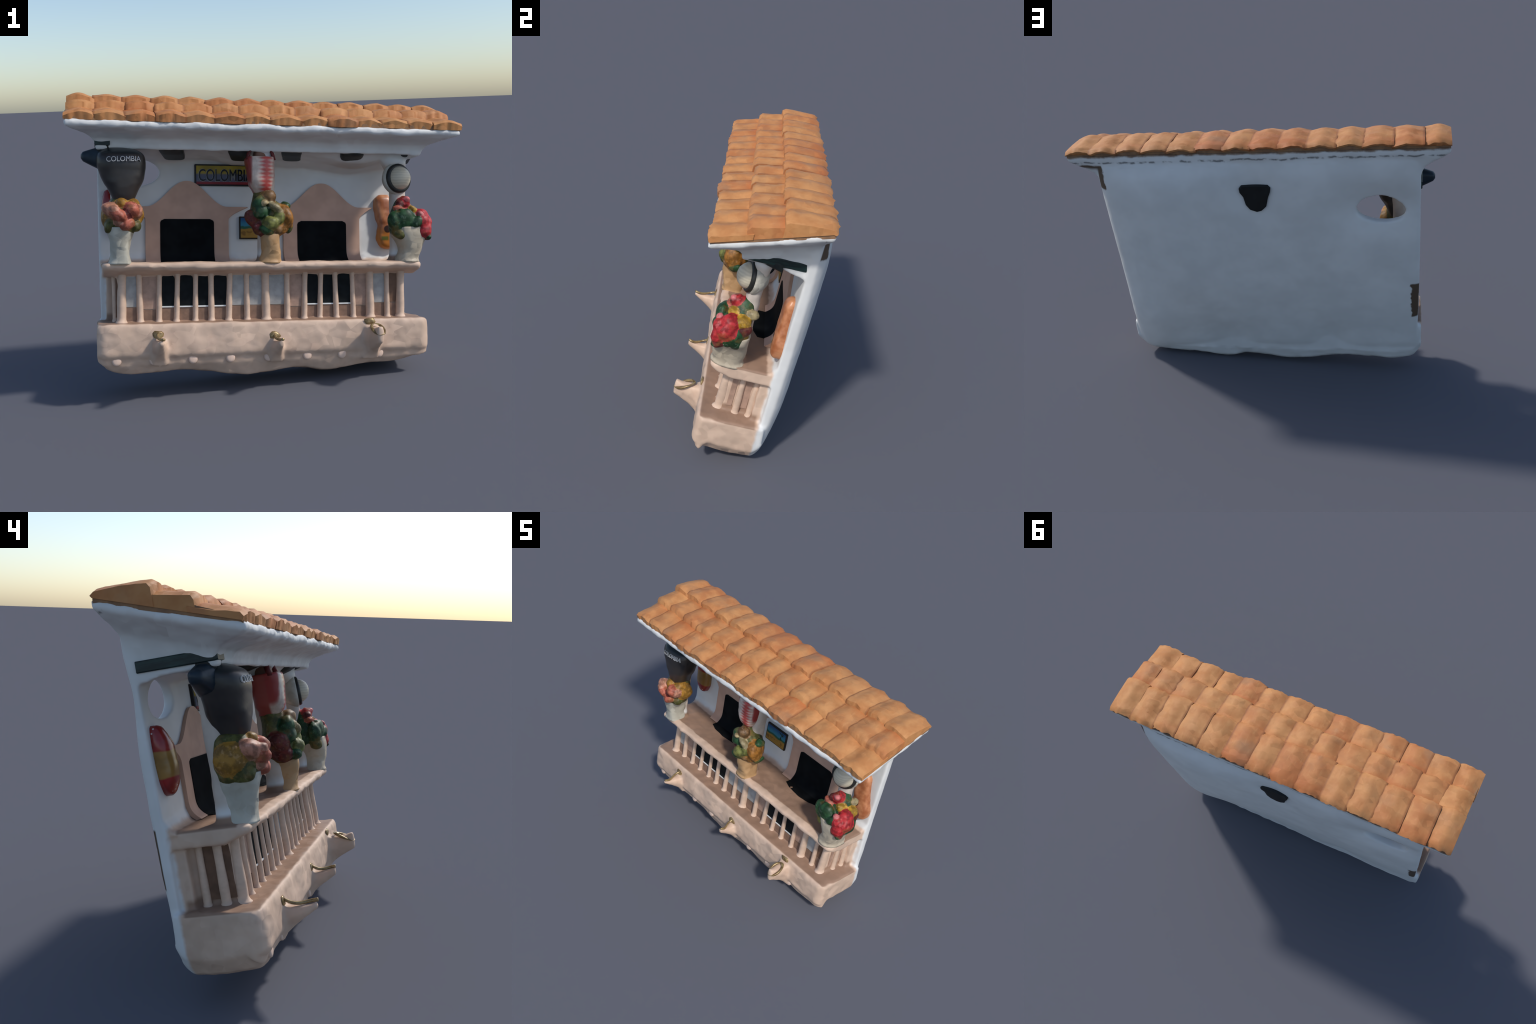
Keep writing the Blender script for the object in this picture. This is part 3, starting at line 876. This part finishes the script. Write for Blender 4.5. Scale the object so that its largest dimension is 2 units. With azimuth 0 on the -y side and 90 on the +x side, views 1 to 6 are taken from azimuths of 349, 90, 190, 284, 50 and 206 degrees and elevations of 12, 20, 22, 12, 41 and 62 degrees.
def build_bags():
    # black shoulder bag with lettering
    keys = [(0.885, -.862, -.770, -.315, -.19), (0.92, -.872, -.757, -.330, -.19), (0.96, -.892, -.738, -.340, -.19), (0.99, -.912, -.722, -.345, -.185), (1.04, -.934, -.708, -.352, -.185),
            (1.085, -.946, -.703, -.358, -.18), (1.125, -.945, -.712, -.346, -.17), (1.148, -.93, -.735, -.315, -.165), (1.165, -.92, -.78, -.28, -.17)]
    m = Mat("black_bag_glaze", 0.38, 0.4, 0.1)
    c = m.mix(m.ramp(m.noise(7), .35, .65), (0.018, 0.017, 0.018), (0.034, 0.028, 0.025))
    c = m.mix(m.ramp(m.z, 1.118, 1.128), c, (0.010, 0.016, 0.019))
    bagm = m.finish(c, .12)
    bag = add_obj("bag", *turned(keys, 44, 40, 2.8, 4.0, .004, 9), bagm)
    # strap up to the soffit and the flap that sticks out to the left
    V, F = turned([(1.10, -.945, -.83, -.27, -.17), (1.15, -.950, -.86, -.286, -.19), (1.18, -.953, -.872, -.296, -.20), (1.205, -.955, -.88, -.298, -.22)], 14, 20, 3.0)
    add_obj("bag_strap", V, F, plain("black_strap", (0.010, 0.014, 0.016), .4), bag)
    nv = plain("navy_flap", (0.012, 0.022, 0.034), .4, .3)
    rings = []
    for i in range(13):
        t = i/12
        x = -0.90 - 0.122*t
        hz = .050*(1-t)**.9 + .018; hy = .034*(1-t) + .022
        if i == 12: hz *= .55; hy *= .6
        cz = 1.112 + .012*t; cy = -.235 + .01*t
        rings.append([(x, cy+hy*math.copysign(abs(math.cos(a))**.7, math.cos(a)), cz+hz*math.copysign(abs(math.sin(a))**.7, math.sin(a))) for a in [2*math.pi*k/16 for k in range(16)]])
    ob = add_obj("bag_flap", *loft(rings), nv, bag); fix_normals(ob.data)
    # COLOMBIA on the bag, following its curve
    def on_bag(u, v, w):
        x = -0.928 + 0.165*u + .03
        z = 1.080 + 0.026*v + 0.006*u
        l, r, f, b = spline(keys, z)
        cx, cy, rx, ry = (l+r)/2, (f+b)/2, (r-l)/2, (b-f)/2
        q = min(.98, abs((x-cx)/rx))
        y = cy - ry*(1-q**2.8)**(1/2.8)
        return (x, y - (.0050 if w > 0 else -.004), z)
    lettering("lettering", "COLOMBIA", 0, 0, plain("letter_grey", (0.42, 0.42, 0.42), .5), on_bag, offset=0.0, parent=bag)

    # red and white striped bag on the middle column
    keys = [(0.945, -.150, -.085, -.29, -.19), (0.968, -.165, -.066, -.308, -.19), (0.99, -.176, -.058, -.316, -.18), (1.03, -.186, -.052, -.322, -.18), (1.08, -.193, -.050, -.326, -.18), (1.118, -.198, -.050, -.324, -.18), (1.128, -.196, -.053, -.318, -.18)]
    m = Mat("striped_bag_glaze", 0.35, 0.45, 0.15)
    zig = m.n('ShaderNodeTexWave'); zig.inputs['Scale'].default_value = 16.0; zig.inputs['Distortion'].default_value = 2.0
    zig.inputs['Detail'].default_value = 1.0; zig.bands_direction = 'Z'; m.l(m.co, zig.inputs['Vector'])
    off = m.math('ABSOLUTE', m.math('SUBTRACT', m.x, -.100))
    edge = m.math('ADD', off, m.math('MULTIPLY', zig.outputs['Fac'], .018))
    pale = m.tone((0.55, 0.44, 0.37), .2, 25)
    c = m.mix(m.ramp(edge, .054, .014), pale, m.tone((0.42, 0.055, 0.045), .25, 25))
    c = m.mix(m.math('MAXIMUM', m.ramp(m.x, -.168, -.180), m.ramp(m.x, -.062, -.054)), c, (0.27, 0.03, 0.028))
    c = m.mix(m.ramp(m.y, -.265, -.25), c, (0.26, 0.045, 0.035))
    bag = add_obj("bag", *turned(keys, 30, 36, 3.2, 9.0, .003), m.finish(c, .1))
    strap = plain("red_strap", (0.11, 0.014, 0.014), .4, .2)
    for sx in (-1, 1):
        pts = [Vector((-.122 + sx*.068, -.285, 1.115)), Vector((-.122+sx*.062, -.275, 1.150)), Vector((-.122+sx*.035, -.265, 1.185)), Vector((-.122+sx*.01, -.27, 1.215))]
        rings = []
        for p in pts:
            rings.append([p + Vector((.010*math.cos(a), .014*math.sin(a), 0)) for a in [2*math.pi*k/10 for k in range(10)]])
        add_obj("bag_strap", *loft(rings), strap, bag)
    V, F = turned([(1.11, -.155, -.085, -.285, -.2), (1.16, -.15, -.09, -.28, -.2), (1.21, -.145, -.09, -.30, -.2)], 10, 16, 3)
    add_obj("bag_mouth", V, F, plain("bag_lining", (0.19, 0.10, 0.07), .6), bag)

def build_hat():
    # straw hat hung on the right-hand column: brim, dark band, crown
    axis = Vector((0.24, -0.96, 0.04)).normalized()
    c0 = Vector((0.650, -0.226, 1.038))
    side = axis.cross(Vector((0, 0, 1))).normalized(); up = side.cross(axis)
    def ringat(t, r):
        return [c0 + axis*t + side*(r*.98*math.cos(a)) + up*(r*math.sin(a)) for a in [2*math.pi*k/28 for k in range(28)]]
    m = Mat("straw_brim", 0.5, 0.3)
    c = m.mix(m.ramp(m.noise(12), .35, .65), (0.50, 0.47, 0.40), (0.36, 0.34, 0.29))
    brim = add_obj("hat", *loft([ringat(-.085, .040), ringat(-.06, .070), ringat(-.035, .086), ringat(-.018, .088), ringat(-.008, .082), ringat(-.006, .05)]), m.finish(c, .15, facet=.3))
    fix_normals(brim.data)
    m = Mat("straw_crown", 0.4, 0.4, .1)
    wv = m.n('ShaderNodeTexWave'); wv.inputs['Scale'].default_value = 22; wv.inputs['Distortion'].default_value = 3; wv.bands_direction = 'Z'; m.l(m.co, wv.inputs[0])
    c = m.mix(m.math('MULTIPLY', wv.outputs['Fac'], .6), (0.56, 0.50, 0.38), (0.43, 0.38, 0.29))
    ob = add_obj("hat_crown", *loft([ringat(-.05, .064), ringat(0.008, .064), ringat(.020, .061), ringat(.036, .052), ringat(.050, .038), ringat(.058, .02), ringat(.060, .005)]), m.finish(c, .2), brim)
    fix_normals(ob.data)
    ob = add_obj("hat_band", *loft([ringat(-.03, .060), ringat(-.016, .079), ringat(.002, .080), ringat(.010, .074), ringat(.011, .060), ringat(.0, .05)]), plain("hat_band_black", (0.02, 0.02, 0.018), .4), brim)
    fix_normals(ob.data)

PETALS = {}
def paint(name, col, amt=.25):
    """brush-dabbed petal colour: darker in blotches, paler in small dabs"""
    if name not in PETALS:
        m = Mat(name, .5, .3)
        base = tuple(q*.80 for q in col)
        c = m.mix(m.ramp(m.noise(32.0, 4), .40, .62), tuple(q*.50 for q in base), base)
        c = m.mix(m.math('MULTIPLY', m.ramp(m.noise(55.0, 3), .56, .70), .45), c, tuple(min(1, q*1.2+.09) for q in base))
        c = m.mix(m.math('MULTIPLY', m.ramp(m.noise(19.0, 3), .52, .66), .35), c, (0.20, 0.11, 0.03))
        PETALS[name] = m.finish(c, .08, 45.0, facet=.12, fscale=40.0)
    return PETALS[name]

def build_flowers():
    coral = ("coral_petal", (0.52, 0.14, 0.085)); salmon = ("salmon_petal", (0.60, 0.27, 0.18)); ochre = ("ochre_petal", (0.40, 0.20, 0.03))
    olive = ("olive_leaf", (0.115, 0.115, 0.03)); green = ("green_leaf", (0.025, 0.085, 0.03)); red = ("red_petal", (0.50, 0.030, 0.035))
    deep = ("dark_red_petal", (0.15, 0.025, 0.022)); orange = ("orange_leaf", (0.36, 0.15, 0.025)); brown = ("brown_bud", (0.22, 0.12, 0.05))
    lime = ("lime_leaf", (0.20, 0.21, 0.055)); yellow = ("yellow_petal", (0.52, 0.29, 0.03)); cream = ("cream_petal", (0.45, 0.36, 0.19)); pinkr = ("pink_petal", (0.62, 0.16, 0.16))
    def bunch(keys, core, seed, parts):
        """petals and leaves melt into one glazed lump; the skin is then parted along their borders"""
        if seed == 47.0:      # the right-hand bunch sits closer to its column
            keys = [(a, b, c, d + .014, e) for a, b, c, d, e in keys]
            parts = [(a, b, (c[0]-.006, c[1]+.014, c[2]), r, t) for a, b, c, r, t in parts]
        V, F = turned(keys, 24, 26, 2.1, seed, .008, 16)
        V = [tuple(v) for v in V]; F = list(F)
        for k, (kind, colour, c, r, rot) in enumerate(parts):
            pv, pf = blob(c, r, seed + k*1.7, .14, 3, rot, 1.5)
            o = len(V); V += [tuple(p) for p in pv]; F += [tuple(o+q for q in f) for f in pf]
        tmp = add_obj("tmp_bunch", V, F); fix_normals(tmp.data)
        md = tmp.modifiers.new("skin", 'REMESH'); md.mode = 'VOXEL'; md.voxel_size = 0.0045
        me = evaluated(tmp); bpy.data.objects.remove(tmp)
        bm = bmesh.new(); bm.from_mesh(me)
        for _ in range(6):
            bmesh.ops.smooth_vert(bm, verts=bm.verts, factor=0.5, use_axis_x=True, use_axis_y=True, use_axis_z=True)
        bm.normal_update(); bm.verts.index_update()
        inv = [(Vector(c), Euler(rot).to_matrix().transposed(), r) for _, _, c, r, rot in parts]
        groups = {}
        for f in bm.faces:
            p = f.calc_center_median(); best, arg = 1.22, -1
            wob = .12*noise.noise(p*40)
            for k, (c, R, r) in enumerate(inv):
                q = R @ (p - c); d = math.sqrt((q.x/r[0])**2+(q.y/r[1])**2+(q.z/r[2])**2) + wob
                if d < best: best, arg = d, k
            groups.setdefault(arg, []).append(f)
        body = None
        for k in sorted(groups):
            idx = {}; V = []; Fs = []; N = []
            for f in groups[k]:
                t = []
                for v in f.verts:
                    if v.index not in idx:
                        idx[v.index] = len(V); V.append(v.co.copy()); N.append(tuple(v.normal))
                    t.append(idx[v.index])
                Fs.append(t)
            if k < 0:
                ob = body = add_obj("bouquet", V, Fs, paint(*core))
            else:
                ob = add_obj(parts[k][0], V, Fs, paint(*parts[k][1]), body)
            if len(ob.data.vertices) == len(N):
                ob.data.normals_split_custom_set_from_vertices(N)
        bm.free()
    bunch([(0.730, -.885, -.775, -.335, -.19), (0.76, -.905, -.755, -.345, -.185), (0.82, -.920, -.735, -.355, -.18), (0.87, -.905, -.745, -.345, -.185), (0.915, -.875, -.765, -.315, -.19)], olive, 21.0, [
        ("petal", salmon, (-.880, -.340, .850), (.044, .040, .036), (.3, .5, 0)), ("petal", coral, (-.843, -.365, .822), (.050, .036, .030), (0, .5, .2)),
        ("petal", coral, (-.775, -.345, .850), (.036, .040, .042), (.4, -.6, 0)), ("petal", salmon, (-.752, -.325, .842), (.028, .040, .036), (0, .3, 0)),
        ("petal", coral, (-.800, -.352, .776), (.040, .028, .026), (0, -.5, 0)), ("petal", salmon, (-.835, -.350, .790), (.030, .026, .022), (0, .2, 0)),
        ("petal", deep, (-.800, -.352, .826), (.026, .028, .038), (.2, .4, 0)), ("petal", ochre, (-.828, -.332, .884), (.026, .026, .026), (0, 0, 0)),
        ("petal", ochre, (-.775, -.290, .875), (.036, .050, .036), (0, 0, .4)), ("leaf", ochre, (-.900, -.262, .825), (.028, .060, .056), (.2, 0, 0)), ("leaf", olive, (-.885, -.305, .775), (.026, .045, .040), (.4, .3, 0)),
        ("leaf", ochre, (-.745, -.262, .835), (.030, .060, .056), (0, 0, 0)), ("leaf", olive, (-.760, -.300, .775), (.030, .040, .032), (.4, -.3, 0)), ("petal", salmon, (-.862, -.375, .846), (.028, .026, .022), (0, .4, 0))])
    bunch([(0.720, -.125, -.025, -.325, -.19), (0.76, -.150, .010, -.330, -.18), (0.82, -.185, .030, -.325, -.18), (0.87, -.170, .005, -.32, -.185), (0.93, -.155, -.065, -.31, -.19), (0.965, -.145, -.08, -.29, -.2)], olive, 33.0, [
        ("bud", brown, (-.090, -.315, .922), (.040, .034, .036), (0, 0, 0)), ("leaf", green, (-.140, -.310, .885), (.034, .036, .048), (.2, .5, 0)),
        ("leaf", green, (-.130, -.318, .845), (.044, .032, .034), (0, -.4, 0)), ("petal", cream, (-.060, -.335, .868), (.046, .024, .018), (0, .6, 0)), ("petal", cream, (-.118, -.345, .888), (.018, .014, .016), (0, 0, 0)),
        ("leaf", orange, (.005, -.285, .825), (.036, .055, .064), (0, -.35, 0)), ("leaf", orange, (-.020, -.270, .775), (.040, .055, .044), (.3, 0, 0)), ("leaf", green, (.012, -.262, .885), (.028, .036, .016), (0, .5, 0)),
        ("leaf", green, (.028, -.262, .765), (.016, .040, .030), (.3, .4, 0)), ("leaf", lime, (-.085, -.335, .785), (.042, .034, .036), (0, 0, 0)), ("leaf", green, (-.110, -.330, .752), (.036, .026, .022), (0, .4, 0)),
        ("petal", deep, (-.168, -.270, .815), (.036, .050, .050), (0, -.5, 0)), ("petal", deep, (-.140, -.275, .765), (.030, .045, .042), (0, -.5, 0)), ("leaf", lime, (-.040, -.325, .815), (.030, .026, .034), (0, .3, 0)), ("leaf", brown, (-.050, -.30, .755), (.034, .036, .026), (0, 0, 0))])
    bunch([(0.690, .650, .760, -.325, -.16), (0.73, .600, .800, -.335, -.16), (0.79, .585, .805, -.325, -.16), (0.85, .600, .765, -.30, -.16), (0.90, .625, .715, -.27, -.16), (0.935, .64, .69, -.24, -.17)], green, 47.0, [
        ("petal", red, (.672, -.262, .905), (.034, .034, .036), (0, 0, 0)), ("petal", pinkr, (.680, -.285, .920), (.020, .018, .018), (0, 0, 0)), ("petal", deep, (.645, -.272, .895), (.024, .026, .024), (0, 0, 0)), ("petal", coral, (.632, -.285, .868), (.034, .026, .016), (0, .3, 0)),
        ("leaf", green, (.655, -.322, .815), (.055, .030, .056), (0, .3, 0)), ("leaf", green, (.610, -.305, .800), (.046, .036, .056), (0, -.3, 0)), ("leaf", green, (.715, -.335, .795), (.036, .024, .028), (0, -.6, 0)),
        ("leaf", olive, (.630, -.300, .735), (.044, .034, .030), (0, .5, 0)), ("petal", yellow, (.715, -.265, .868), (.030, .036, .020), (0, .5, 0)), ("petal", red, (.765, -.275, .840), (.040, .044, .030), (0, .5, 0)),
        ("petal", red, (.783, -.285, .790), (.036, .046, .044), (.2, .4, 0)), ("petal", red, (.762, -.318, .750), (.038, .034, .048), (0, .7, 0)), ("petal", red, (.752, -.325, .800), (.034, .030, .040), (0, .2, 0)),
        ("petal", pinkr, (.735, -.330, .838), (.020, .018, .018), (0, 0, 0)), ("petal", yellow, (.758, -.225, .845), (.032, .045, .030), (0, .2, 0)), ("petal", deep, (.765, -.205, .815), (.030, .036, .030), (0, 0, 0)),
        ("petal", yellow, (.757, -.215, .775), (.026, .040, .034), (0, 0, 0)), ("petal", deep, (.780, -.312, .725), (.024, .028, .028), (0, 0, 0)), ("leaf", green, (.782, -.326, .715), (.016, .020, .014), (0, 0, 0)), ("petal", cream, (.730, -.18, .88), (.022, .03, .024), (0, 0, 0))])
build_pots(); build_bags(); build_hat(); build_flowers()

# --------------------------------------------------------------------------
# brass hooks on the clay wedges
# --------------------------------------------------------------------------
def build_hooks():
    m = Mat("aged_brass", 0.35, 0.5)
    c = m.mix(m.ramp(m.noise(30), .35, .65), (0.16, 0.10, 0.04), (0.34, 0.25, 0.12))
    m.b.inputs['Metallic'].default_value = 0.35
    brass = m.finish(c, .25, 50)
    for k, (x, w, ty, top, low) in enumerate(HOOKS):
        R = (0.026, 0.022, 0.047)[k]
        cy = ty + R*1.05
        rings = []
        for i in range(24):
            t = i/23
            ang = math.pi*(0.15 + 1.55*t) if k < 2 else 2*math.pi*t
            tube = .0075 if k < 2 else .0085
            # open loop lying on top of the wedge
            if k == 2:
                c0 = Vector((x + .002 + .030*math.sin(ang), cy + R*math.cos(ang), top - .020 - .022*math.sin(ang)*0 + (cy + R*math.cos(ang) - cy)*.55))
            else:
                c0 = Vector((x + .012*math.sin(ang*1.2), ty + (-.29 - ty)*t, top - .004 + .030*t*t + .006*math.cos(ang)))
            d = Vector((0, math.cos(ang), math.sin(ang))) if k == 2 else Vector((1, 0, 0))
            e = Vector((1, 0, 0)) if k == 2 else Vector((0, 0, 1))
            rings.append([c0 + d*tube*math.cos(a) + e*tube*math.sin(a) for a in [2*math.pi*q/10 for q in range(10)]])
        ob = add_obj("hook", *loft(rings), brass); fix_normals(ob.data)
        # painted eye around the root of the hook
        V, F = blob((x-.01, -.304, top + .012), (.030, .008, .022), k+1.0, .3, 2)
        add_obj("hook_root", V, F, brass)
build_hooks()

# --------------------------------------------------------------------------
# rest the piece on the ground and centre it
# --------------------------------------------------------------------------
bpy.context.view_layer.update()
lo = np.full(3, 1e9); hi = -lo
M = root.matrix_world
for o in root.children_recursive:
    if o.type == 'MESH':
        co = np.array([tuple(o.matrix_world @ v.co) for v in o.data.vertices])
        lo = np.minimum(lo, co.min(0)); hi = np.maximum(hi, co.max(0))
print("LOHI", lo, hi)
